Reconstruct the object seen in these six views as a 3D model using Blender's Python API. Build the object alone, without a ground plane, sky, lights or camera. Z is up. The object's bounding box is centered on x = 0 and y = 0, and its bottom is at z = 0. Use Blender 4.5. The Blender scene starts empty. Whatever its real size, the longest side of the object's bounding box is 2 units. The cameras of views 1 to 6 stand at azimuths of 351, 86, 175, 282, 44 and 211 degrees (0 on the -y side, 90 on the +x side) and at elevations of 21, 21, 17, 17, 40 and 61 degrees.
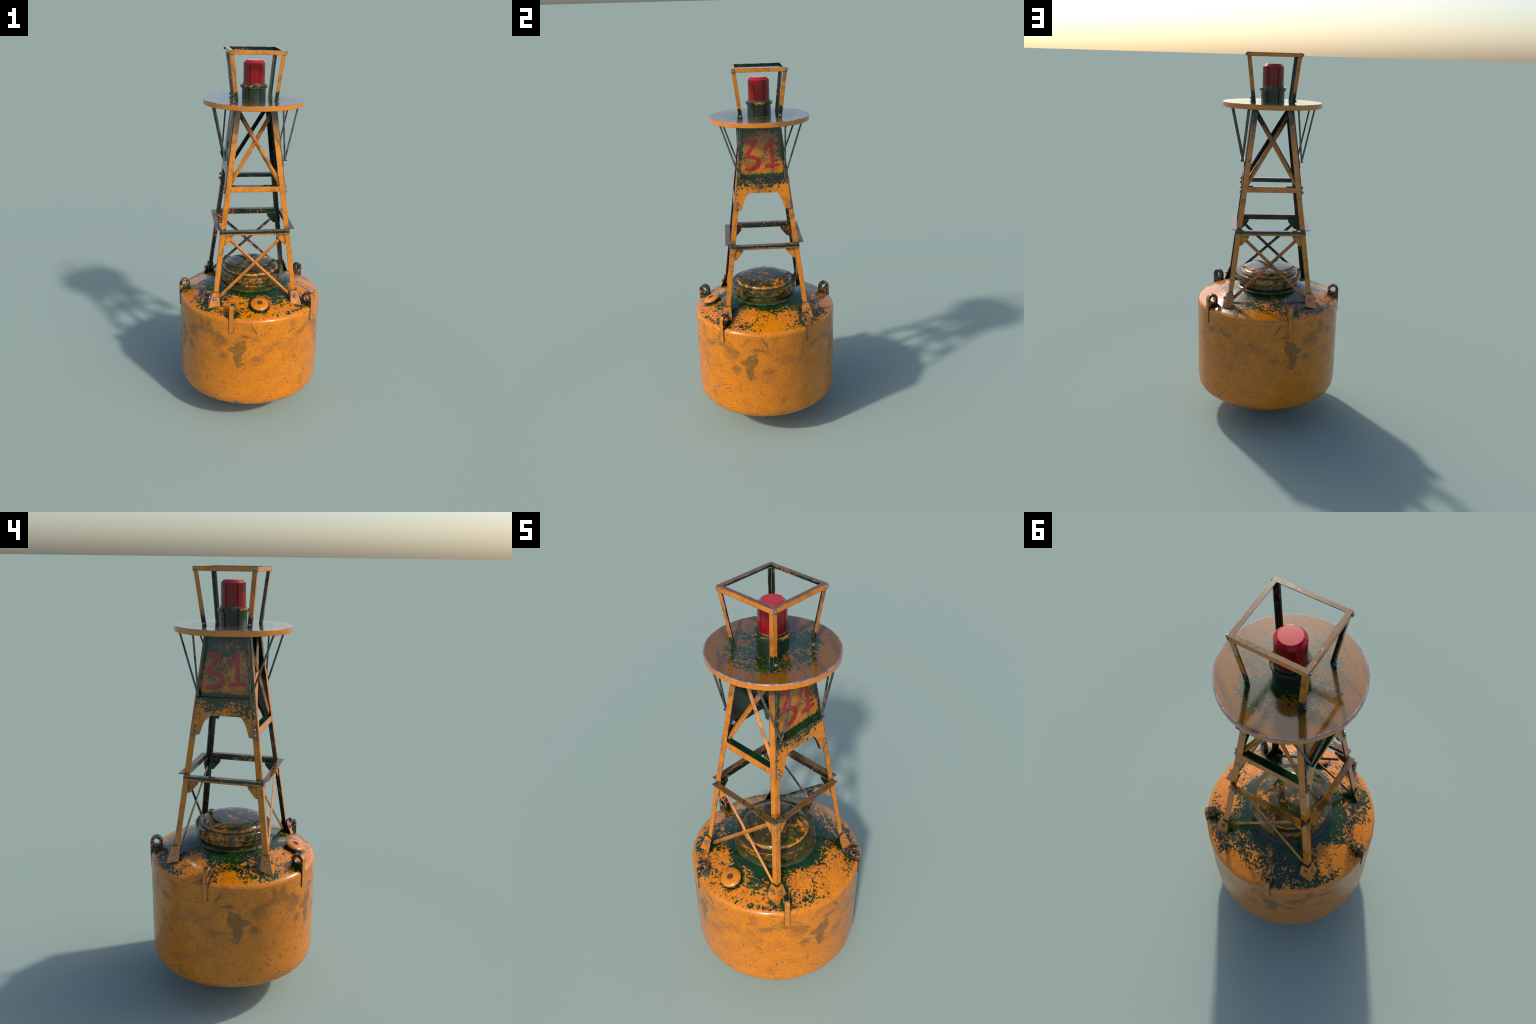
"""Weathered navigation buoy: drum float, lattice tower, sign panels, platform, red lamp in a cage."""
import bpy, bmesh, math, random
from mathutils import Vector, Matrix

random.seed(7)
TWIST = math.radians(-1.2)            # the tower sits turned a little on the float
ROT = Matrix.Rotation(TWIST, 3, 'Z')

# ------------------------------------------------------------------ scene tools
def link(ob, parent=None):
    bpy.context.scene.collection.objects.link(ob)
    if parent is not None:
        ob.parent = parent
    return ob

def mesh_object(name, verts, faces, mat, parent=None, smooth=None, bevel=0.0, tower=False):
    me = bpy.data.meshes.new(name)
    if tower:
        verts = [ROT @ Vector(v) for v in verts]
    me.from_pydata([tuple(v) for v in verts], [], faces)
    bm = bmesh.new(); bm.from_mesh(me)
    bmesh.ops.recalc_face_normals(bm, faces=bm.faces)
    bm.to_mesh(me); bm.free()
    me.materials.append(mat)
    ob = link(bpy.data.objects.new(name, me), parent)
    if bevel:
        m = ob.modifiers.new('edge', 'BEVEL')
        m.width = bevel; m.segments = 1; m.limit_method = 'ANGLE'; m.angle_limit = math.radians(40)
    if smooth is not None:
        shade(me, smooth)
    return ob

def shade(me, angle):
    """smooth shading with sharp edges above an angle"""
    for p in me.polygons:
        p.use_smooth = True
    bm = bmesh.new(); bm.from_mesh(me)
    lim = math.radians(angle)
    for e in bm.edges:
        e.smooth = not (len(e.link_faces) == 2 and e.calc_face_angle(0) > lim)
    bm.to_mesh(me); bm.free()

def lathe(profile, n, phase=0.0, close_top=True, close_bottom=True):
    """profile: (radius, z) from bottom to top; radius 0 makes a pole"""
    verts, faces, rings = [], [], []
    for r, z in profile:
        if r < 1e-6:
            verts.append((0, 0, z)); rings.append([len(verts) - 1])
        else:
            b = len(verts)
            for i in range(n):
                a = phase + 2 * math.pi * i / n
                verts.append((r * math.cos(a), r * math.sin(a), z))
            rings.append(list(range(b, b + n)))
    for A, B in zip(rings, rings[1:]):
        for i in range(n):
            j = (i + 1) % n
            if len(A) == 1 and len(B) > 1:
                faces.append((A[0], B[j], B[i]))
            elif len(B) == 1 and len(A) > 1:
                faces.append((A[i], A[j], B[0]))
            elif len(A) > 1:
                faces.append((A[i], A[j], B[j], B[i]))
    if close_bottom and len(rings[0]) > 1:
        faces.append(tuple(reversed(rings[0])))
    if close_top and len(rings[-1]) > 1:
        faces.append(tuple(rings[-1]))
    return verts, faces

def loft(sections, closed=True):
    """join equal-length cross-sections, cap both ends"""
    n = len(sections[0]); verts = [p for s in sections for p in s]; faces = []
    for k in range(len(sections) - 1):
        for i in range(n):
            j = (i + 1) % n
            faces.append((k * n + i, k * n + j, (k + 1) * n + j, (k + 1) * n + i))
    faces.append(tuple(range(n - 1, -1, -1)))
    faces.append(tuple((len(sections) - 1) * n + i for i in range(n)))
    return verts, faces

def merge(*parts):
    V, F = [], []
    for v, f in parts:
        b = len(V); V += list(v); F += [tuple(i + b for i in q) for q in f]
    return V, F

# ------------------------------------------------------------------ shader tools
class Net:
    def __init__(self, name):
        self.mat = bpy.data.materials.new(name)
        self.mat.use_nodes = True
        self.t = self.mat.node_tree
        self.t.nodes.clear()
        self.geo = self.t.nodes.new('ShaderNodeNewGeometry')
        self.tc = self.t.nodes.new('ShaderNodeTexCoord')
        self.P = self.tc.outputs['Object']
        self.N = self.geo.outputs['Normal']
        s = self.t.nodes.new('ShaderNodeSeparateXYZ'); self.t.links.new(self.P, s.inputs[0])
        self.x, self.y, self.z = s.outputs
        s = self.t.nodes.new('ShaderNodeSeparateXYZ'); self.t.links.new(self.N, s.inputs[0])
        self.nx, self.ny, self.nz = s.outputs
    def put(self, sock, val):
        if isinstance(val, bpy.types.NodeSocket):
            self.t.links.new(val, sock)
        elif val is not None:
            sock.default_value = val
    def m(self, op, a, b=None, c=None, clamp=False):
        n = self.t.nodes.new('ShaderNodeMath'); n.operation = op; n.use_clamp = clamp
        for i, v in enumerate((a, b, c)):
            if v is not None:
                self.put(n.inputs[i], v)
        return n.outputs[0]
    def add(self, a, b): return self.m('ADD', a, b)
    def sub(self, a, b): return self.m('SUBTRACT', a, b)
    def mul(self, a, b): return self.m('MULTIPLY', a, b)
    def mx(self, a, b): return self.m('MAXIMUM', a, b)
    def mn(self, a, b): return self.m('MINIMUM', a, b)
    def inv(self, a): return self.m('SUBTRACT', 1.0, a, clamp=True)
    def ramp(self, v, lo, hi, a=0.0, b=1.0, smooth=True):
        n = self.t.nodes.new('ShaderNodeMapRange')
        n.interpolation_type = 'SMOOTHSTEP' if smooth else 'LINEAR'
        n.clamp = True
        self.put(n.inputs[0], v); self.put(n.inputs[1], lo); self.put(n.inputs[2], hi)
        self.put(n.inputs[3], a); self.put(n.inputs[4], b)
        return n.outputs[0]
    def vec(self, x, y, z):
        n = self.t.nodes.new('ShaderNodeCombineXYZ')
        for i, v in enumerate((x, y, z)):
            self.put(n.inputs[i], v)
        return n.outputs[0]
    def mapped(self, v, scale=(1, 1, 1), rot=(0, 0, 0), loc=(0, 0, 0)):
        n = self.t.nodes.new('ShaderNodeMapping')
        self.put(n.inputs[0], v)
        n.inputs['Scale'].default_value = scale
        n.inputs['Rotation'].default_value = rot
        n.inputs['Location'].default_value = loc
        return n.outputs[0]
    def noise(self, v, scale, detail=4, rough=0.55, distort=0.0, col=False):
        n = self.t.nodes.new('ShaderNodeTexNoise')
        self.put(n.inputs['Vector'], v)
        n.inputs['Scale'].default_value = scale
        n.inputs['Detail'].default_value = detail
        n.inputs['Roughness'].default_value = rough
        n.inputs['Distortion'].default_value = distort
        return n.outputs['Color'] if col else n.outputs['Fac']
    def voro(self, v, scale, out='Distance', feature='F1'):
        n = self.t.nodes.new('ShaderNodeTexVoronoi')
        n.feature = feature
        self.put(n.inputs['Vector'], v)
        n.inputs['Scale'].default_value = scale
        return n.outputs[out]
    def mix(self, f, a, b):
        n = self.t.nodes.new('ShaderNodeMix'); n.data_type = 'RGBA'
        self.put(n.inputs[0], f)
        for s, v in ((n.inputs[6], a), (n.inputs[7], b)):
            if isinstance(v, tuple):
                s.default_value = (*v, 1.0)
            else:
                self.put(s, v)
        return n.outputs[2]
    def fmix(self, f, a, b):
        n = self.t.nodes.new('ShaderNodeMix'); n.data_type = 'FLOAT'
        self.put(n.inputs[0], f); self.put(n.inputs[2], a); self.put(n.inputs[3], b)
        return n.outputs[0]
    def ao(self, dist, inside=False):
        n = self.t.nodes.new('ShaderNodeAmbientOcclusion')
        n.samples = 8; n.inputs['Distance'].default_value = dist
        return n.outputs['AO']
    def edge(self, radius):
        """1 on edges: how far the rounded normal turns from the true one"""
        b = self.t.nodes.new('ShaderNodeBevel'); b.samples = 6
        b.inputs['Radius'].default_value = radius
        d = self.t.nodes.new('ShaderNodeVectorMath'); d.operation = 'DOT_PRODUCT'
        self.t.links.new(b.outputs[0], d.inputs[0]); self.t.links.new(self.geo.outputs['Normal'], d.inputs[1])
        return self.inv(d.outputs['Value'])
    def bump(self, h, strength, dist=0.002):
        n = self.t.nodes.new('ShaderNodeBump')
        n.inputs['Strength'].default_value = strength
        n.inputs['Distance'].default_value = dist
        self.put(n.inputs['Height'], h)
        return n.outputs[0]
    def finish(self, color, rough, normal=None, metal=0.0, spec=0.5, coat=None, ior=1.55):
        p = self.t.nodes.new('ShaderNodeBsdfPrincipled')
        o = self.t.nodes.new('ShaderNodeOutputMaterial')
        self.put(p.inputs['Base Color'], (*color, 1.0) if isinstance(color, tuple) else color)
        self.put(p.inputs['Roughness'], rough)
        self.put(p.inputs['Metallic'], metal)
        self.put(p.inputs['Specular IOR Level'], spec)
        p.inputs['IOR'].default_value = ior
        if coat is not None:
            p.inputs['Coat Weight'].default_value = coat
            p.inputs['Coat Roughness'].default_value = 0.08
        if normal is not None:
            self.t.links.new(normal, p.inputs['Normal'])
        self.t.links.new(p.outputs[0], o.inputs[0])
        return self.mat

ORANGE = (0.60, 0.182, 0.002)
ORANGE_DULL = (0.44, 0.122, 0.002)
BROWN = (0.135, 0.060, 0.003)
MOSS = (0.004, 0.020, 0.006)
MOSS_LIGHT = (0.007, 0.042, 0.004)
SLIME = (0.008, 0.014, 0.008)
STEEL = (0.075, 0.080, 0.130)
SOOT = (0.105, 0.058, 0.014)

def paint_base(n):
    """orange paint with faint clouding"""
    cloud = n.noise(n.P, 9, 5, 0.6)
    return n.mix(n.ramp(cloud, 0.45, 0.75, 0.0, 0.35), ORANGE, ORANGE_DULL)

def turned(n, rot, scale, loc=(0, 0, 0)):
    """turn the coordinates first, then stretch them"""
    return n.mapped(n.mapped(n.P, rot=rot), scale, loc=loc)

def chips(n, scale=70, amount=0.5):
    """ragged paint chips and short slanting flecks, gathered in loose groups"""
    group = n.noise(n.P, 6.5, 3, 0.6)
    out = None
    for rot, st, sc, k in (((0.5, 0.4, 0.7), 0.55, scale, 0.0), ((-0.6, 0.3, 2.1), 0.45, scale * 1.25, 5.0)):
        f = n.noise(turned(n, rot, (1, 1, st), (k, k, k)), sc, 3, 0.62, 0.3)
        th = n.ramp(group, 0.32, 0.68, 0.830 - 0.05 * amount, 0.680 - 0.05 * amount, False)
        q = n.ramp(n.sub(f, th), 0.0, 0.022)
        out = q if out is None else n.mx(out, q)
    return out

def scratches(n, density=0.35):
    """fine straight scores in several directions, and long gently bending hairlines"""
    out = None
    for rot, k in (((0.35, 0.25, 0.6), 0.0), ((-0.75, 0.3, 1.9), 3.0), ((1.25, -0.6, 0.3), 7.0), ((0.6, 0.9, 2.8), 11.0)):
        v = turned(n, rot, (200, 200, 12), (k, k, k))
        vor = n.t.nodes.new('ShaderNodeTexVoronoi'); n.put(vor.inputs['Vector'], v); vor.inputs['Scale'].default_value = 1.0
        sep = n.t.nodes.new('ShaderNodeSeparateColor'); n.t.links.new(vor.outputs['Color'], sep.inputs[0])
        keep = n.ramp(sep.outputs[2], 1.0 - density * 0.6, 1.0 - density * 0.6 + 0.01)
        line = n.mul(n.ramp(vor.outputs['Distance'], 0.18, 0.36, 1.0, 0.0), keep)
        out = line if out is None else n.mx(out, line)
    for rot, k in (((0.4, 0.3, 0.2), 2.0), ((-0.8, 0.5, 1.3), 9.0), ((1.1, 0.2, 2.3), 15.0)):
        f = n.noise(turned(n, rot, (7, 7, 1.2), (k, 0.4, k * 0.5)), 1.0, 0.0, 0.45, 0.0)
        hair = n.ramp(n.m('ABSOLUTE', n.sub(f, 0.5)), 0.003, 0.008, 0.75, 0.0)
        hair = n.mul(hair, n.ramp(n.noise(n.mapped(n.P, loc=(k, k, k)), 8, 3), 0.54, 0.66, 0.0, 0.8))
        out = n.mx(out, hair)
    return out

def moss_patch(n, cover, scale=48, seed=0.0, soft=0.022):
    """crisp-edged growth: cover 0..1 is turned into a noise threshold"""
    v = n.mapped(n.P, (1, 1, 1), (0.1, 0.2, 0.4), (seed, seed * 0.7, 0))
    a = n.noise(v, scale, 6, 0.62, 0.3)
    b = n.noise(v, scale * 0.28, 2, 0.5)
    f = n.add(n.mul(a, 0.8), n.mul(b, 0.2))
    th = n.ramp(cover, 0.0, 1.0, 0.74, 0.26, False)
    return n.ramp(n.sub(f, th), 0.0, soft)

def moss_colour(n):
    return n.mix(n.ramp(n.noise(n.P, 22, 3), 0.4, 0.65), MOSS, MOSS_LIGHT)

# ---- hull paint
def make_hull_material():
    n = Net('hull_paint')
    base = paint_base(n)
    r = n.m('SQRT', n.add(n.mul(n.x, n.x), n.mul(n.y, n.y)))
    # the smear pattern repeats around the drum: two quarters, then the two mirrored
    az = n.m('ARCTAN2', n.x, n.mul(n.y, -1.0))
    psi = n.m('ABSOLUTE', n.m('WRAP', n.add(az, math.pi / 4), math.pi, -math.pi))
    q = n.mul(n.m('MODULO', psi, math.pi / 2), 0.4)          # arc length along the wall
    uv = n.vec(q, n.z, 0.0)
    w1 = n.sub(n.noise(uv, 14, 4, 0.6), 0.5)
    w2 = n.sub(n.noise(n.mapped(uv, loc=(3.1, 1.7, 0)), 14, 4, 0.6), 0.5)
    qq = n.add(q, n.mul(w1, 0.040)); zz = n.add(n.z, n.mul(w2, 0.040))
    def blot(deg, z, rx, rz, tilt=0.0):
        dx = n.sub(qq, math.radians(deg) * 0.4); dz = n.sub(zz, z)
        c, s = math.cos(tilt), math.sin(tilt)
        u = n.m('DIVIDE', n.add(n.mul(dx, c), n.mul(dz, s)), rx)
        v = n.m('DIVIDE', n.sub(n.mul(dz, c), n.mul(dx, s)), rz)
        return n.m('SQRT', n.add(n.mul(u, u), n.mul(v, v)))
    def union(blots):
        d = None
        for b in blots:
            k = blot(*b); d = k if d is None else n.mn(d, k)
        return d
    ragged = n.mul(n.sub(n.noise(uv, 26, 6, 0.62), 0.5), 2.6)
    hard_d = n.add(union(((31, 0.512, 0.024, 0.034), (25.5, 0.492, 0.033, 0.017, 0.25), (28.5, 0.450, 0.017, 0.048),
                          (35.5, 0.570, 0.026, 0.007), (40.0, 0.622, 0.007, 0.022, 0.4), (30, 0.412, 0.020, 0.005))), ragged)
    hard = n.ramp(hard_d, 1.32, 1.10)
    ragged2 = n.mul(n.sub(n.noise(n.mapped(uv, (1, 1.3, 1), (0, 0, 0.5)), 17, 6, 0.65), 0.5), 3.2)
    soft_d = n.add(union(((10, 0.565, 0.070, 0.022, -0.40), (2.5, 0.615, 0.020, 0.034), (43, 0.440, 0.024, 0.018), (16, 0.535, 0.024, 0.026),
                          (82, 0.565, 0.046, 0.016, 0.5), (17, 0.450, 0.024, 0.016))), ragged2)
    soft_n = n.ramp(soft_d, 1.9, 0.2, 0.0, 0.62)
    haze = n.mul(n.ramp(n.noise(uv, 11, 6, 0.68), 0.44, 0.66, 0.0, 0.38), n.ramp(n.z, 0.28, 0.52))
    soft_n = n.mx(soft_n, haze)
    stain = n.mx(n.mul(hard, n.ramp(n.noise(uv, 40, 4), 0.3, 0.6, 0.58, 0.78)), soft_n)
    wall = n.ramp(n.z, 0.655, 0.635)
    col = n.mix(n.mul(stain, wall), base, SOOT)
    # faint broad tide marks
    tide = n.mul(n.ramp(n.noise(uv, 5.5, 6, 0.6, 1.2), 0.50, 0.56), n.ramp(n.noise(uv, 5.5, 6, 0.6, 1.2), 0.64, 0.56))
    col = n.mix(n.mul(tide, 0.22), col, ORANGE_DULL)
    col = n.mix(n.mul(scratches(n, 0.45), 0.85), col, (0.11, 0.042, 0.018))
    ch = chips(n, 52, 1.0)
    edge = n.edge(0.008)
    bottom_rub = n.mul(n.mul(n.ramp(n.noise(n.P, 26, 4), 0.60, 0.66), n.ramp(n.z, 0.185, 0.165)), n.ramp(n.z, 0.13, 0.15))
    ch = n.mx(ch, bottom_rub)
    col = n.mix(n.mul(ch, 0.9), col, STEEL)
    # growth on the deck
    deck = n.ramp(n.nz, 0.55, 0.75)
    near = n.add(n.ramp(r, 0.185, 0.230, 0.32, 0.0, False), n.ramp(r, 0.22, 0.40, 0.55, 0.36, False))
    # the middle of every quarter stays cleaner; growth gathers along the diagonals
    quarter = n.mul(n.m('COSINE', n.mul(az, 4.0)), n.ramp(r, 0.22, 0.36, 0.0, 0.14))
    var = n.ramp(n.noise(n.P, 6.0, 2), 0.35, 0.65, -0.15, 0.15)
    contact = n.ramp(n.ao(0.10), 0.35, 0.97, 0.55, 0.0, False)
    rim = n.ramp(r, 0.375, 0.392, 0.0, 0.40)
    cover = n.sub(n.sub(n.add(n.add(near, var), contact), rim), quarter)
    moss = n.mul(moss_patch(n, n.add(cover, 0.01), 82), deck)
    contact_dark = n.mul(n.ramp(n.ao(0.010), 0.50, 0.90, 0.8, 0.0), n.ramp(n.z, 0.45, 0.5))  # occlusion shade painted dark onto the hull around lugs and fittings
    col = n.mix(contact_dark, col, (0.014, 0.018, 0.012))
    wallmoss = n.mul(moss_patch(n, n.sub(n.ramp(n.ao(0.05), 0.3, 0.8, 0.75, 0.0, False), 0.05), 70, 3), wall)
    wallmoss = n.mul(wallmoss, n.ramp(n.z, 0.5, 0.56))
    moss = n.mx(moss, wallmoss)
    col = n.mix(moss, col, moss_colour(n))
    h = n.add(n.mul(n.noise(n.P, 9, 2), 0.5), n.sub(n.mul(moss, 0.3), n.mul(ch, 0.25)))
    nm = n.bump(h, 0.10, 0.003)
    rough = n.add(n.fmix(moss, n.ramp(n.noise(n.P, 12, 4), 0.35, 0.7, 0.14, 0.22), 0.17), n.mul(wall, 0.07))
    return n.finish(col, rough, nm)

# ---- structural steel, painted orange; growth on tops, in corners and on the sheltered inner sides
def make_steel_material(name, flank=0.0, inner=0.60, top=0.22, brown=0.9, digits=False, wear=1.0, cover_bias=0.0, lampbase=False, rough=0.15, grime=0.45):
    n = Net(name)
    col = paint_base(n)
    # brown staining, heavier in patches
    dirt = n.noise(n.P, 13, 6, 0.68, 0.4)
    col = n.mix(n.ramp(dirt, 0.47, 0.70, 0.0, grime * 1.3), col, (0.115, 0.050, 0.008))
    col = n.mix(n.mul(scratches(n), 0.6), col, (0.12, 0.05, 0.03))
    col = n.mix(n.ramp(n.nz, 0.6, 0.85, 0.0, brown), col, (0.095, 0.046, 0.005))
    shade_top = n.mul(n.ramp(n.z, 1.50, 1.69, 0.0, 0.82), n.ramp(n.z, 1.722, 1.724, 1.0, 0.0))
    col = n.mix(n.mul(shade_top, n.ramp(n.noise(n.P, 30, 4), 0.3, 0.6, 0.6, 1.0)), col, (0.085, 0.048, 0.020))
    ch = chips(n, 78, 0.75)
    # sheltered sides: the normal points at the tower's axis
    r = n.mx(n.m('SQRT', n.add(n.mul(n.x, n.x), n.mul(n.y, n.y))), 0.01)
    facing = n.m('DIVIDE', n.add(n.mul(n.x, n.nx), n.mul(n.y, n.ny)), r)
    inn = n.ramp(facing, -0.05, -0.35, 0.0, inner)
    if flank:
        inn = n.mx(inn, n.ramp(facing, 0.75, 0.35, 0.0, flank))
    up = n.ramp(n.nz, 0.55, 0.8, 0.0, top)
    under = n.ramp(n.nz, -0.4, -0.7, 0.0, 0.75)
    contact = n.ramp(n.ao(0.045), 0.30, 0.80, 0.42, 0.0, False)
    cover = n.add(n.mx(n.mx(inn, up), under), contact)
    cover = n.add(cover, n.ramp(n.noise(n.P, 7, 2), 0.35, 0.65, -0.14, 0.12))
    # rain-shadow just below the platform
    below = n.mul(n.add(n.ramp(n.z, 1.60, 1.715, 0.0, 0.34), n.ramp(n.z, 1.38, 1.46, 0.0, 0.16)), n.ramp(n.z, 1.722, 1.724, 1.0, 0.0))
    cover = n.add(n.add(cover, below), cover_bias)
    # growth at the foot of the cage posts
    cage = n.mul(n.ramp(n.z, 1.835, 1.775, 0.0, 0.85), n.ramp(n.z, 1.745, 1.75))
    rail_shadow_cover = n.mul(n.mul(n.ramp(n.z, 1.072, 1.082), n.ramp(n.z, 1.101, 1.099)), n.ramp(facing, 0.3, 0.8, 0.0, 0.42))  # green cover thickened where the rail shelf's shadow falls on its flange
    joint = n.mul(n.ramp(n.m('ABSOLUTE', n.sub(n.z, 1.096)), 0.030, 0.004, 0.0, 0.34), n.ramp(facing, 0.3, 0.6))
    cage = n.add(n.add(cage, rail_shadow_cover), joint)
    cover = n.add(cover, cage)
    if name == 'hatch_paint':
        cover = n.add(cover, n.ramp(n.z, 0.819, 0.822, 0.16, 0.0))
    moss = n.mul(moss_patch(n, n.add(cover, 0.15), 52, 2.0, 0.12), 0.93) if name == 'hatch_paint' else moss_patch(n, cover, 85, 2.0)
    if digits:
        # hand-sprayed 31: distance to a few strokes, in panel coordinates
        c, s = math.cos(-TWIST), math.sin(-TWIST)
        lx = n.sub(n.mul(n.x, c), n.mul(n.y, s)); ly = n.add(n.mul(n.x, s), n.mul(n.y, c))
        t = n.mul(ly, n.m('SIGN', lx))
        wob = n.mul(n.sub(n.noise(n.P, 18, 2), 0.5), 0.006)
        t = n.add(t, wob); zz = n.add(n.z, wob)
        three = [(-0.074, 1.634), (-0.030, 1.636), (-0.036, 1.622), (-0.076, 1.566), (-0.064, 1.557), (-0.042, 1.555),
                 (-0.021, 1.543), (-0.0125, 1.523), (-0.021, 1.506), (-0.042, 1.495), (-0.079, 1.493)]
        one = [(0.021, 1.594), (0.051, 1.637), (0.056, 1.513)]
        base1 = [(0.024, 1.508), (0.083, 1.512)]
        best = None
        for path in (three, one, base1):
            for (ax, az), (bx, bz) in zip(path, path[1:]):
                dx, dz = bx - ax, bz - az
                px = n.sub(t, ax); pz = n.sub(zz, az)
                k = n.m('DIVIDE', n.add(n.mul(px, dx), n.mul(pz, dz)), dx * dx + dz * dz, clamp=True)
                ex = n.sub(px, n.mul(k, dx)); ez = n.sub(pz, n.mul(k, dz))
                d = n.m('SQRT', n.add(n.mul(ex, ex), n.mul(ez, ez)))
                best = d if best is None else n.mn(best, d)
        red = n.ramp(best, 0.0128, 0.0078)
        red = n.mul(red, n.ramp(facing, 0.2, 0.5))
        red = n.mul(red, n.ramp(n.noise(n.P, 40, 4), 0.25, 0.5, 0.80, 0.97))
        frame = n.mn(n.sub(n.z, 1.452), n.sub(n.sub(0.2155, n.mul(n.sub(n.z, 0.76), 0.1239)), n.m('ABSOLUTE', ly)))
        rimgrow = n.mul(n.ramp(frame, 0.028, 0.002, 0.0, 0.40), n.ramp(n.z, 1.448, 1.452))
        sill = n.mul(n.ramp(n.z, 1.475, 1.452, 0.0, 0.6), n.ramp(n.z, 1.448, 1.451))
        lip = n.mul(n.ramp(n.z, 1.290, 1.400, 0.08, 0.40), n.ramp(n.z, 1.45, 1.449))
        moss = moss_patch(n, n.add(n.add(n.add(cover, rimgrow), n.add(sill, lip)), n.ramp(n.z, 1.45, 1.60, 0.12, 0.22)), 85, 2.0)
        grime = n.mx(n.mul(n.ramp(frame, 0.050, 0.0), 0.6), n.ramp(n.noise(n.P, 14, 4), 0.38, 0.64, 0.0, 0.65))
        col = n.mix(n.mul(grime, n.ramp(n.z, 1.448, 1.452)), col, (0.095, 0.048, 0.010))
    col = n.mix(n.mul(ch, 0.85), col, STEEL)
    edge = n.ramp(n.mul(n.edge(0.0046), n.ramp(n.noise(n.P, 55, 4), 0.35, 0.6, 0.45, 1.5)), 0.010, 0.06, 0.0, 0.95 * wear)
    greencol = n.mix(n.ramp(inn, 0.2, 0.7), moss_colour(n), SLIME)
    if lampbase:
        greencol = n.mix(0.55, moss_colour(n), (0.014, 0.017, 0.012))
    col = n.mix(moss, col, greencol)
    if digits:
        col = n.mix(n.mul(red, n.fmix(moss, 1.0, 0.80)), col, (0.30, 0.005, 0.007))
    crevice = n.ramp(n.ao(0.014), 0.45, 0.88, 0.85, 0.0)  # contact shade round joints and bolts, baked into the colour from occlusion
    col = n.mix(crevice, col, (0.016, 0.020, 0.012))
    col = n.mix(edge, col, n.mix(n.ramp(n.noise(n.P, 30, 2), 0.4, 0.6), (0.026, 0.026, 0.028), (0.17, 0.165, 0.175)))
    nm = n.bump(n.sub(n.mul(moss, 0.6), n.mul(ch, 0.4)), 0.15, 0.002)
    flat = n.ramp(n.nz, 0.7, 0.9)
    return n.finish(col, n.fmix(flat, n.fmix(moss, rough, 0.20), 0.085), nm)

# ---- platform
def make_platform_material():
    n = Net('platform_paint')
    col = paint_base(n)
    r = n.m('SQRT', n.add(n.mul(n.x, n.x), n.mul(n.y, n.y)))
    topside = n.ramp(n.nz, 0.6, 0.9)
    col = n.mix(n.mul(topside, 0.92), col, BROWN)
    col = n.mix(n.mul(scratches(n), 0.6), col, (0.13, 0.05, 0.02))
    streak = n.noise(n.mapped(n.mapped(n.P, rot=(0, 0, 0.7)), (1, 5, 1)), 5, 5, 0.65)
    col = n.mix(n.mul(topside, n.ramp(streak, 0.48, 0.68, 0.0, 0.65)), col, (0.050, 0.028, 0.006))
    ch = chips(n, 60, 0.8)
    col = n.mix(n.mul(ch, 0.85), col, STEEL)
    var = n.ramp(n.noise(n.P, 8, 3), 0.35, 0.65, -0.14, 0.14)
    cover = n.add(n.add(n.add(n.ramp(r, 0.06, 0.215, 0.62, 0.50, False), n.ramp(r, 0.165, 0.240, 0.0, -0.45)), var), n.ramp(n.ao(0.05), 0.3, 0.9, 0.3, 0.0, False))
    moss = n.mul(moss_patch(n, cover, 84, 5.0), topside)
    under = n.ramp(n.nz, -0.5, -0.8)
    moss = n.mx(moss, n.mul(under, moss_patch(n, 0.72, 40, 1.0)))
    col = n.mix(moss, col, moss_colour(n))
    edge = n.mul(n.ramp(n.add(n.mul(n.noise(n.P, 60, 5), 0.010), r), 0.2595, 0.2625), n.ramp(n.z, 1.7455, 1.7485))
    col = n.mix(n.mul(edge, 0.9), col, n.mix(n.ramp(n.noise(n.P, 50, 2), 0.4, 0.6), (0.10, 0.09, 0.16), (0.26, 0.22, 0.26)))
    dents = n.add(n.noise(n.P, 20, 3), n.mul(n.noise(n.P, 5, 2), 1.5))
    nm = n.bump(n.add(n.mul(dents, 0.5), n.add(n.mul(moss, 0.15), n.mul(scratches(n, 0.15), -0.25))), 0.05, 0.003)
    return n.finish(col, n.fmix(moss, 0.085, 0.13), nm, ior=1.7)

def make_rod_material():
    n = Net('rod_steel')
    f = n.noise(n.P, 60, 4, 0.6)
    col = n.mix(n.ramp(f, 0.4, 0.6), (0.075, 0.080, 0.072), (0.13, 0.115, 0.10))
    col = n.mix(n.ramp(n.noise(n.P, 25, 4), 0.52, 0.62), col, (0.02, 0.035, 0.02))
    return n.finish(col, 0.45, metal=0.25)

def make_bolt_material():
    n = Net('bolt_steel')
    col = n.mix(n.ramp(n.noise(n.P, 160, 3), 0.4, 0.65), (0.24, 0.23, 0.23), (0.10, 0.085, 0.07))
    return n.finish(col, 0.38, metal=0.5)

def make_lens_material():
    n = Net('red_lens')
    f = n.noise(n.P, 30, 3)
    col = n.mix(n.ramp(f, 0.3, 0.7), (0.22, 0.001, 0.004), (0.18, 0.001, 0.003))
    col = n.mix(n.ramp(n.nz, 0.3, 0.9), col, (0.42, 0.008, 0.018))  # upward face tinted brighter red for the sky and sun on it
    return n.finish(col, n.ramp(n.nz, 0.3, 0.9, 0.13, 0.12), ior=1.5)

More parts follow.
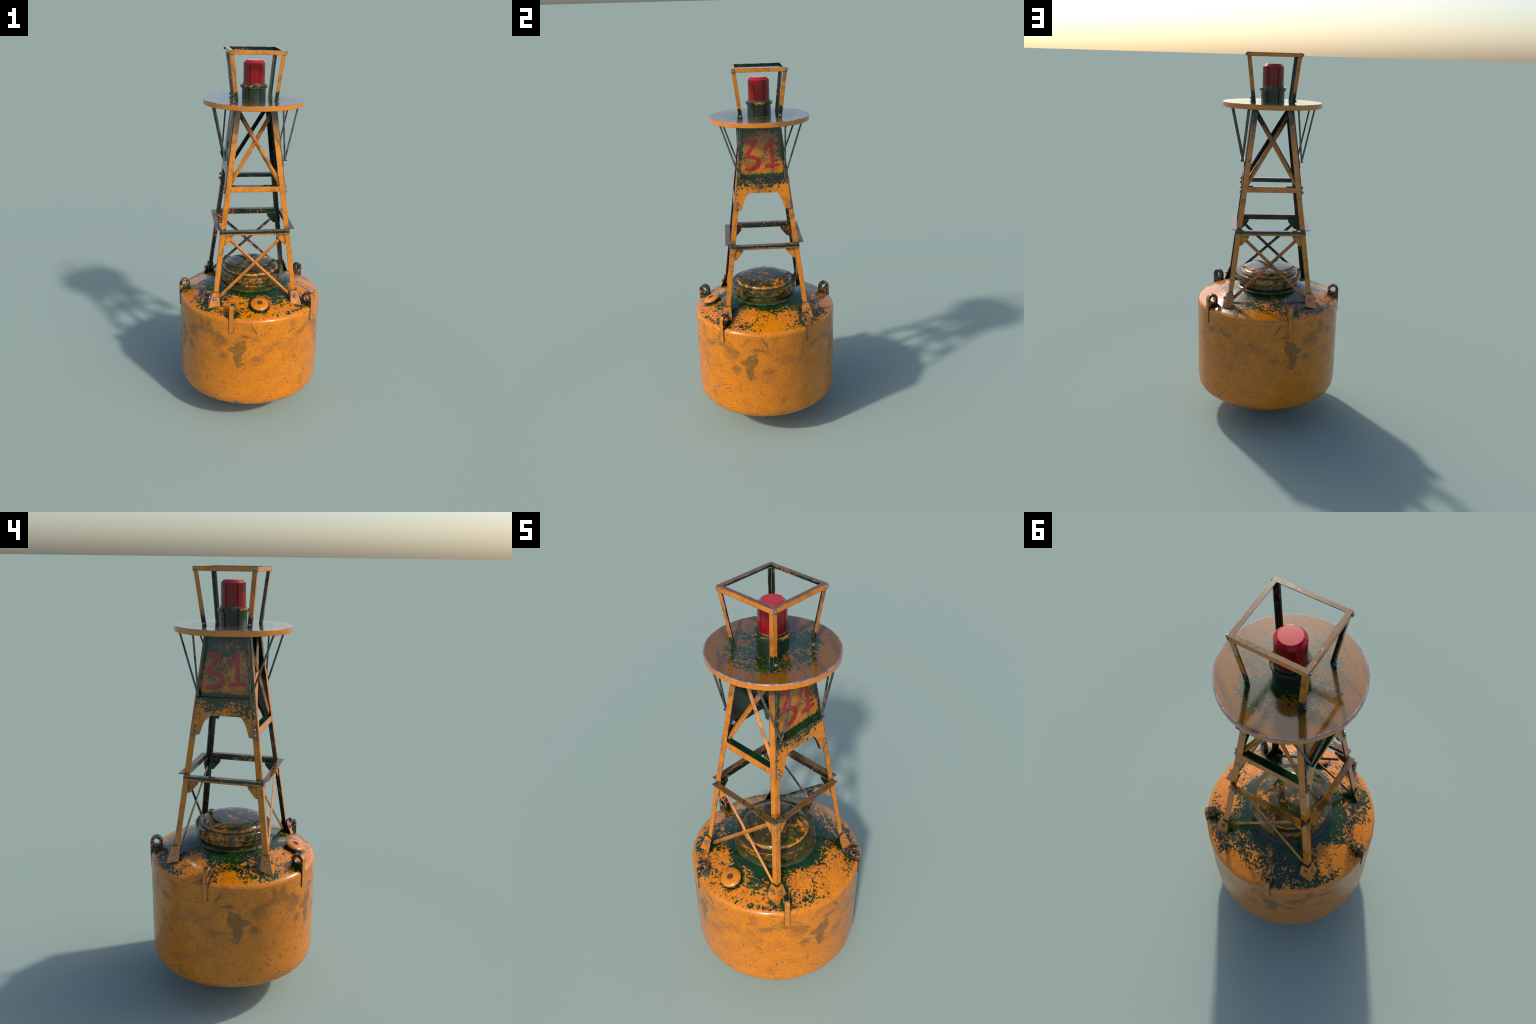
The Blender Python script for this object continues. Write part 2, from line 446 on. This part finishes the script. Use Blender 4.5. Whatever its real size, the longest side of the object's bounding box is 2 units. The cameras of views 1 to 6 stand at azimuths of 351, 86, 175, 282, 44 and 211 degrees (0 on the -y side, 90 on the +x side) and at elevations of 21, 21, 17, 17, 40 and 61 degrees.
def make_cap_spot_material():
    n = Net('cap_dark_spot_brown')
    f = n.noise(n.P, 90, 4, 0.6)
    return n.finish(n.mix(n.ramp(f, 0.4, 0.6), (0.16, 0.055, 0.006), (0.06, 0.025, 0.006)), 0.7, spec=0.2)

CAP_SPOT = make_cap_spot_material()
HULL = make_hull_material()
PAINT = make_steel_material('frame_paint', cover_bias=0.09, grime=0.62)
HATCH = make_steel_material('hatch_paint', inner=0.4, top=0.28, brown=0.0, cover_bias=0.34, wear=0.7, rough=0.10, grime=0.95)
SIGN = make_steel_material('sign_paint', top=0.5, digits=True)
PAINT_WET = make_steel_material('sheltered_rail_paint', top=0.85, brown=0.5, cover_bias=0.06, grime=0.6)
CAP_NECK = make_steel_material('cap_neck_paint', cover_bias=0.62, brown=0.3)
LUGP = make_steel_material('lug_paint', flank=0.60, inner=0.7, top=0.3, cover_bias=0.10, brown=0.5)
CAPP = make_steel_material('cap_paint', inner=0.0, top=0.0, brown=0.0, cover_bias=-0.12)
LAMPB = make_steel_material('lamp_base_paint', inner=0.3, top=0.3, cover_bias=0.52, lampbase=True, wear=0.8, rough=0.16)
PLATP = make_platform_material()
ROD = make_rod_material()
BOLT = make_bolt_material()
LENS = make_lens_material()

# ------------------------------------------------------------------ the thing
buoy = link(bpy.data.objects.new('navigation_buoy', None))
buoy.location = (0.002, 0, 0)
buoy['label'] = 'weathered orange navigation buoy with lattice tower and red lamp'
buoy['category'] = 'buoy'

# ---- hull: drum with a domed deck and a dished bottom
HULL_R = 0.3965
def deck_z(r):
    """height of the domed deck: a shallow convex cone"""
    k = (0.385 - r) / 0.200
    return 0.672 + 0.073 * k + 0.010 * k * (1.0 - k) if r > 0.12 else deck_z(0.1201)

hull_profile = [(0.0, 0.0), (0.10, 0.012), (0.20, 0.045), (0.28, 0.088), (0.345, 0.130), (0.377, 0.1515), (0.3850, 0.1580),
                (0.3915, 0.1700), (0.3955, 0.190), (HULL_R, 0.215), (HULL_R, 0.40), (HULL_R, 0.58), (HULL_R, 0.650), (HULL_R, 0.657),
                (0.3935, 0.6640), (0.388, 0.6690)]
hull_profile += [(r, deck_z(r)) for r in (0.380, 0.374, 0.36, 0.33, 0.30, 0.27, 0.24, 0.21, 0.185, 0.15)]
v, f = lathe(hull_profile, 32, math.radians(2.0))
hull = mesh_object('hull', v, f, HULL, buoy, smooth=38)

# ---- hatch: neck, clamp ring and domed lid
v, f = lathe([(0.192, 0.735), (0.192, 0.7455), (0.187, 0.7495), (0.171, 0.7565), (0.1665, 0.758), (0.1650, 0.7865),
              (0.150, 0.7865)], 32, close_top=True)
hatch = mesh_object('hatch', v, f, HATCH, buoy, smooth=25)
v, f = lathe([(0.150, 0.786), (0.1815, 0.786), (0.1828, 0.7875), (0.1828, 0.8168), (0.1815, 0.818), (0.150, 0.818)], 32)
mesh_object('clamp_ring', v, f, HATCH, hatch, smooth=30)
v, f = lathe([(0.1565, 0.8185), (0.1565, 0.8205), (0.1545, 0.8275), (0.149, 0.834), (0.139, 0.8400), (0.126, 0.8445), (0.111, 0.8475), (0.095, 0.8490),
              (0.05, 0.8498), (0.0, 0.850)], 32)
mesh_object('hatch_lid', v, f, HATCH, hatch, smooth=60)

# ---- filler cap on the deck, square to the slope
def slope_frame(az_deg, r):
    a = math.radians(az_deg)
    rad = Vector((math.sin(a), -math.cos(a), 0)); tan = Vector((math.cos(a), math.sin(a), 0))
    s = (deck_z(r + 0.02) - deck_z(r - 0.02)) / 0.04
    down = (rad + Vector((0, 0, s))).normalized()
    up = tan.cross(down); up = up if up.z > 0 else -up
    return rad, tan, down, up, rad * r + Vector((0, 0, deck_z(r)))
rad, tan, down, up, base = slope_frame(1.5, 0.297)
def on_cap(vs):
    return [base + tan * p[0] + down * p[1] + up * p[2] for p in map(Vector, vs)]
v, f = lathe([(0.043, -0.006), (0.043, 0.0030), (0.0385, 0.0045), (0.0385, 0.0125)], 28)
neck = mesh_object('filler_neck', on_cap(v), f, CAP_NECK, buoy, smooth=40)
v, f = lathe([(0.036, 0.0115), (0.0450, 0.0120), (0.0475, 0.0145), (0.0475, 0.0195), (0.0455, 0.0225), (0.034, 0.0262), (0.0160, 0.0282), (0.0145, 0.0278),
              (0.0140, 0.0240), (0.0, 0.0240)], 28)
cap = mesh_object('filler_cap', on_cap(v), f, CAPP, neck, smooth=40)
v, f = lathe([(0.0136, 0.0242), (0.0120, 0.0246), (0.0, 0.0248)], 20)
mesh_object('cap_dark_spot', on_cap(v), f, CAP_SPOT, neck, smooth=60)

# ---- bolts share one mesh: low domed hexagon
v, f = lathe([(0.0078, -0.001), (0.0078, 0.0060), (0.0062, 0.0080), (0.0, 0.0084)], 8)
bolt_mesh_ob = mesh_object('bolt', v, f, BOLT, None, smooth=30)
bolt_mesh = bolt_mesh_ob.data
bpy.data.objects.remove(bolt_mesh_ob)
def bolt(pos, normal, parent, size=1.0, tower=True):
    ob = bpy.data.objects.new('bolt', bolt_mesh)
    if tower:
        pos = ROT @ Vector(pos); normal = ROT @ Vector(normal)
    q = Vector(normal).to_track_quat('Z', 'Y').to_matrix().to_4x4()
    spin = Matrix.Rotation(random.uniform(0, 1.0), 4, 'Z')
    ob.matrix_world = Matrix.Translation(Vector(pos)) @ q @ spin @ Matrix.Scale(size, 4)
    return link(ob, parent)

# ---- five lifting lugs round the shoulder
def lug(az_deg):
    a = math.radians(az_deg)
    rad = Vector((math.sin(a), -math.cos(a), 0)); tan = Vector((math.cos(a), math.sin(a), 0))
    cr, cz, ro, ri = 0.3700, 0.7180, 0.0300, 0.0150
    # outline with the eye: outer loop and hole, built as a ring of quads plus the tail
    half = 0.0118; n = 24
    V, F = [], []
    def P(r, z, t): return rad * r + tan * t + Vector((0, 0, z))
    def outer(i):
        th = math.pi * 2 * i / n
        c, s = math.cos(th), math.sin(th)
        if s >= 0:
            return cr + ro * c, cz + ro * s
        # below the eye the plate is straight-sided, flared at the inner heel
        k = -s
        r = cr + ro * (1 if c > 0 else -1) * min(1.0, abs(c) * 1.6 if abs(c) < 0.625 else 1.0)
        z = cz - 0.040 * min(1.0, k * 1.35)
        return r, z
    for side in (-half, half):
        for i in range(n):
            V.append(P(*outer(i), side))
        for i in range(n):
            th = math.pi * 2 * i / n
            V.append(P(cr + ri * math.cos(th), cz + ri * math.sin(th), side))
    for i in range(n):
        j = (i + 1) % n
        F += [(i, j, n + j, n + i), (2 * n + j, 2 * n + i, 3 * n + i, 3 * n + j), (i, 2 * n + i, 2 * n + j, j), (n + i, n + j, 3 * n + j, 3 * n + i)]
    plate = (V, F)
    # tail: strap running down over the shoulder onto the wall, heel spreading inward
    ro_x = cr + ro
    strap = [(ro_x, cz - 0.036), (ro_x, 0.592), (ro_x - 0.010, 0.592), (ro_x - 0.014, 0.655), (cr - ro, 0.670), (cr - ro, cz - 0.036)]
    tail = loft([[P(r, z, t) for r, z in strap] for t in (-half, half)])
    v, f = merge(plate, tail)
    ob = mesh_object('lifting_lug', v, f, LUGP, hull, smooth=35, bevel=0.0012)
for k in range(5):
    lug(-22 + 72 * k)

# ------------------------------------------------------------------ tower
def half(z):
    """half width of the square tower at height z (to the outside of the legs)"""
    return 0.2225 - 0.1239 * (z - 0.76)

def face_point(k, t, z, o):
    """side k (0 front -y, 1 right +x, 2 back, 3 left): t to the right, o outward of the legs"""
    a = k * math.pi / 2
    nx, ny = math.sin(a), -math.cos(a)
    d = half(z) + o
    return (nx * d - ny * t, ny * d + nx * t, z)

def face_normal(k):
    a = k * math.pi / 2
    return Vector((math.sin(a), -math.cos(a), 0.1239)).normalized()

def face_plate(k, outline, o0, o1):
    return loft([[face_point(k, t, z, o) for t, z in outline] for o in (o0, o1)])

def angle_bar(k, p0, p1, width, o, thick=0.0026):
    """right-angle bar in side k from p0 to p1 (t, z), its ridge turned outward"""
    d = Vector((p1[0] - p0[0], p1[1] - p0[1])).normalized(); c = Vector((-d.y, d.x))
    w = width / 2; q = thick * 1.414
    h = w * 0.75
    sec = [(-w, -h), (0, 0), (w, -h), (w - q / 2, -h - q / 2), (0, -q), (-w + q / 2, -h - q / 2)]
    return loft([[face_point(k, p[0] + c.x * a, p[1] + c.y * a, o + b) for a, b in sec] for p in (p0, p1)])

LEG_TOP, LEG_BOT = 1.7255, 0.705
legs = []
for sx, sy in ((-1, -1), (1, -1), (1, 1), (-1, 1)):
    secs = []
    for z in (LEG_BOT, 1.0, 1.4, LEG_TOP):
        h = half(z); w = 0.0255 + 0.0035 * (z - LEG_BOT); t = 0.0035
        L = [(0, 0), (w, 0), (w, t), (t, t), (t, w), (0, w)]
        secs.append([(sx * (h - p), sy * (h - q), z) for p, q in L])
    v, f = loft(secs)
    leg = mesh_object('leg', v, f, PAINT, buoy, bevel=0.0006, tower=True); legs.append(leg)
    # foot bracket: folded plate round the corner, flaring to the deck
    top, bot = 0.7640, 0.676
    ct, cb = half(0.764) + 0.0085, 0.2545
    wt, wb = 0.0370, 0.0640
    th = 0.0055
    secs = []
    for zz, cc, ww in ((0.676, cb, wb), (0.752, ct + 0.0022, wt + 0.004), (top, ct, wt - 0.003)):
        L = [(0, 0), (ww, 0), (ww, th), (th, th), (th, ww), (0, ww)]
        rows = []
        for p, q in L:
            x, y = cc - p, cc - q
            z = zz
            if zz < 0.7:                      # lower edge follows the dome
                z = deck_z(min(0.38, math.hypot(x, y))) - 0.003
            rows.append((sx * x, sy * y, z))
        secs.append(rows)
    v, f = loft(secs)
    mesh_object('foot_bracket', v, f, PAINT, leg, bevel=0.0016, tower=True)
    zb = 0.731; cbolt = ct + (cb - ct) * (0.764 - zb) / 0.088
    bolt((sx * (cbolt - 0.021), sy * (cbolt - 0.0005), zb), (0, sy, 0.25), leg, 1.05)
    bolt((sx * (cbolt - 0.0005), sy * (cbolt - 0.021), zb), (sx, 0, 0.25), leg, 1.05)

for k in range(4):
    # lower rail: angle bar with its shelf turned outward
    zt = 1.0990; L = 0.1765
    prof = [(0.0005, zt), (0.0285, zt), (0.0285, zt - 0.003), (0.0035, zt - 0.003), (0.0035, zt - 0.030), (0.0005, zt - 0.030)]
    def rail_section(t):
        return [(lambda p: p)(face_point(k, t, z, o - (half(z) - half(zt)) * (1.0 if o > 0.01 else 0.0))) for o, z in prof]
    v, f = loft([rail_section(-L), rail_section(L)])
    rail = mesh_object('lower_rail', v, f, PAINT, buoy, bevel=0.0006, tower=True)
    for s in (-1, 1):
        h = half(1.06) - 0.014
        out = [(s * h, 1.078), (s * 0.1150, 1.078), (s * 0.1135, 1.066), (s * 0.116, 1.056), (s * 0.1500, 1.0160), (s * 0.157, 1.0135), (s * (half(1.015) - 0.014), 1.0145)]
        v, f = face_plate(k, out, -0.0085, -0.0045)
        mesh_object('gusset_plate', v, f, PAINT, rail, bevel=0.0006, tower=True)
        for bt, bz in ((0.1560, 1.0605), (0.1280, 1.0605), (0.1605, 1.0255)):
            bolt(face_point(k, s * bt, bz, -0.0046), face_normal(k), rail, 0.62)

for k in (0, 2):
    # middle rail, shelf turned inward
    zt = 1.3235
    prof = [(-0.001, zt), (-0.001, zt - 0.029), (-0.004, zt - 0.029), (-0.004, zt - 0.003), (-0.033, zt - 0.003), (-0.033, zt)]
    def mid_section(t):
        return [face_point(k, t, z, o - (half(z) - half(zt)) * (1.0 if o < -0.01 else 0.0)) for o, z in prof]
    v, f = loft([mid_section(-0.1275), mid_section(0.1275)])
    mesh_object('middle_rail', v, f, PAINT_WET, buoy, bevel=0.0006, tower=True)
    # crossed bracing, upper and lower bay
    mesh_object('cross_brace', *angle_bar(k, (-0.140, 1.318), (0.088, 1.700), 0.0230, -0.0085), PAINT, buoy, bevel=0.0005, tower=True)
    mesh_object('cross_brace', *angle_bar(k, (0.140, 1.318), (-0.088, 1.700), 0.0230, -0.0040), PAINT, buoy, bevel=0.0005, tower=True)
    mesh_object('cross_brace', *angle_bar(k, (-0.135, 1.042), (0.200, 0.722), 0.0180, -0.0135), PAINT, buoy, bevel=0.0005, tower=True)
    mesh_object('cross_brace', *angle_bar(k, (0.135, 1.042), (-0.200, 0.722), 0.0180, -0.0090), PAINT, buoy, bevel=0.0005, tower=True)

for k in (1, 3):
    # sign panel: one sheet from the platform down to an arched lower edge with two feet
    m = 0.0070
    right = [(half(1.2825) - m, 1.2825), (0.1150, 1.2825), (0.1125, 1.2890), (0.1075, 1.3055), (0.1010, 1.3250), (0.0930, 1.3430), (0.0840, 1.3585), (0.0730, 1.3705)]
    out = [(-t, z) for t, z in right] + [(t, z) for t, z in reversed(right)]
    top = half(1.720) - m
    out = out + [(top, 1.720), (-top, 1.720)]
    v, f = face_plate(k, out, 0.0004, 0.0045)
    sign = mesh_object('sign_panel', v, f, SIGN, buoy, bevel=0.0006, tower=True)
    for s in (-1, 1):
        for bz in (1.3195, 1.2955):
            bolt(face_point(k, s * (half(bz) - 0.0150), bz, 0.0044), face_normal(k), sign, 0.95)
    # lip folded along the arch
    arch = [(-t, z) for t, z in right[1:]] + [(t, z) for t, z in reversed(right[1:])]
    secs = []
    for t, z in arch:
        secs.append([face_point(k, t, z + 0.0002, o) for o in (0.0006, -0.013)] +
                    [face_point(k, t * 1.012 + (0.002 if t > 0 else -0.002) * (abs(t) > 0.08), z + 0.0026, o) for o in (-0.013, 0.0006)])
    v, f = loft(secs)
    mesh_object('arch_lip', v, f, SIGN, sign, tower=True)
    # sill: angle bar under the number
    zt = 1.4530
    prof = [(0.005, zt), (0.0295, zt), (0.0295, zt - 0.003), (0.008, zt - 0.003), (0.008, zt - 0.030), (0.005, zt - 0.030)]
    def sill_section(t):
        return [face_point(k, t, z, o - (half(z) - half(zt)) * (1.0 if o > 0.01 else 0.0)) for o, z in prof]
    v, f = loft([sill_section(-0.1245), sill_section(0.1245)])
    mesh_object('sign_sill', v, f, SIGN, sign, bevel=0.0006, tower=True)

# ---- thin stay rods from the sill ends up to the platform
def rod_between(a, b, r=0.0046, n=8):
    a, b = Vector(a), Vector(b); d = (b - a).normalized()
    u = d.orthogonal().normalized(); w = d.cross(u)
    return loft([[p + u * (r * math.cos(2 * math.pi * i / n)) + w * (r * math.sin(2 * math.pi * i / n)) for i in range(n)] for p in (a, b)])

# ---- platform disc
v, f = lathe([(0.2560, 1.7245), (0.2605, 1.7255), (0.2620, 1.7275), (0.2620, 1.7480), (0.2600, 1.7505), (0.05, 1.7505)], 32, math.radians(4))
platform = mesh_object('platform', v, f, PLATP, buoy, smooth=30)
for sx in (-1, 1):
    for sy in (-1, 1):
        foot = (sx * 0.1540, sy * 0.1165, 1.4535)
        for tx, ty in ((0.1220, 0.2080), (0.2110, 0.1180)):
            mesh_object('stay_rod', *rod_between(foot, (sx * tx, sy * ty, 1.7250)), ROD, platform, smooth=50, tower=True)
            c = Vector((sx * tx, sy * ty, 1.7225))
            box = [c + Vector((dx, dy, 0)) for dx, dy in ((-0.009, -0.009), (0.009, -0.009), (0.009, 0.009), (-0.009, 0.009))]
            mesh_object('rod_pad', *loft([box, [p + Vector((0, 0, 0.003)) for p in box]]), ROD, platform, tower=True)

# ---- lamp: base, collar, red lens
v, f = lathe([(0.0615, 1.7490), (0.0615, 1.8075), (0.0690, 1.8075), (0.0700, 1.8085), (0.0700, 1.8225), (0.0690, 1.8237), (0.0590, 1.8237), (0.0590, 1.8310),
              (0.0560, 1.8320)], 28)
lamp = mesh_object('lamp_base', v, f, LAMPB, buoy, smooth=35)
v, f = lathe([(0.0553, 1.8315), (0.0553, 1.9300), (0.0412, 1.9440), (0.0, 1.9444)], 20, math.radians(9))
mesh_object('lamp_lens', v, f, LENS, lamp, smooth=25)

# ---- cage: four flaring posts and a square top frame
CT, CB = 0.1395, 0.1095
for sx, sy in ((-1, -1), (1, -1), (1, 1), (-1, 1)):
    secs = []
    for z, h in ((1.7500, CB), (1.9790, CT - 0.0035)):
        w, t = 0.0195, 0.0030
        L = [(0, 0), (w, 0), (w, t), (t, t), (t, w), (0, w)]
        secs.append([(sx * (h - p), sy * (h - q), z) for p, q in L])
    post = mesh_object('cage_post', *loft(secs), PAINT, buoy, bevel=0.0005, tower=True)
    bolt((sx * (CB + 0.0012), sy * (CB - 0.0085), 1.7620), (sx, 0, 0), post, 0.85)
ZT, HB = 1.9990, 0.0195
for k in range(4):
    a = k * math.pi / 2
    nx, ny = math.sin(a), -math.cos(a)
    side = k in (1, 3)
    ln = CT if side else CT - 0.0032
    d0 = CT if side else CT - 0.0008
    zt = ZT if side else ZT - 0.0006
    prof = [(0, zt), (0, zt - HB), (-0.003, zt - HB), (-0.003, zt - 0.003), (-0.0175, zt - 0.003), (-0.0175, zt)]
    # side rails run through; front and back rails are mitred short of the side rails' shelves
    def top_section(t):
        res = []
        for o, z in prof:
            tt = t
            if not side and o < -0.01:
                tt = math.copysign(ln - 0.0146, t)
            if not side and o >= -0.01 and z > zt - 0.004:
                tt = math.copysign(ln, t)
            d = d0 + o
            res.append((nx * d - ny * tt, ny * d + nx * tt, z))
        return res
    rail = mesh_object('cage_rail', *loft([top_section(-ln), top_section(ln)]), PAINT, buoy, bevel=0.0005, tower=True)
    if side:
        for s in (-1, 1):
            bolt((nx * (CT - 0.0004), s * (CT - 0.0095), ZT - 0.0098), (nx, 0, 0), rail, 0.85)
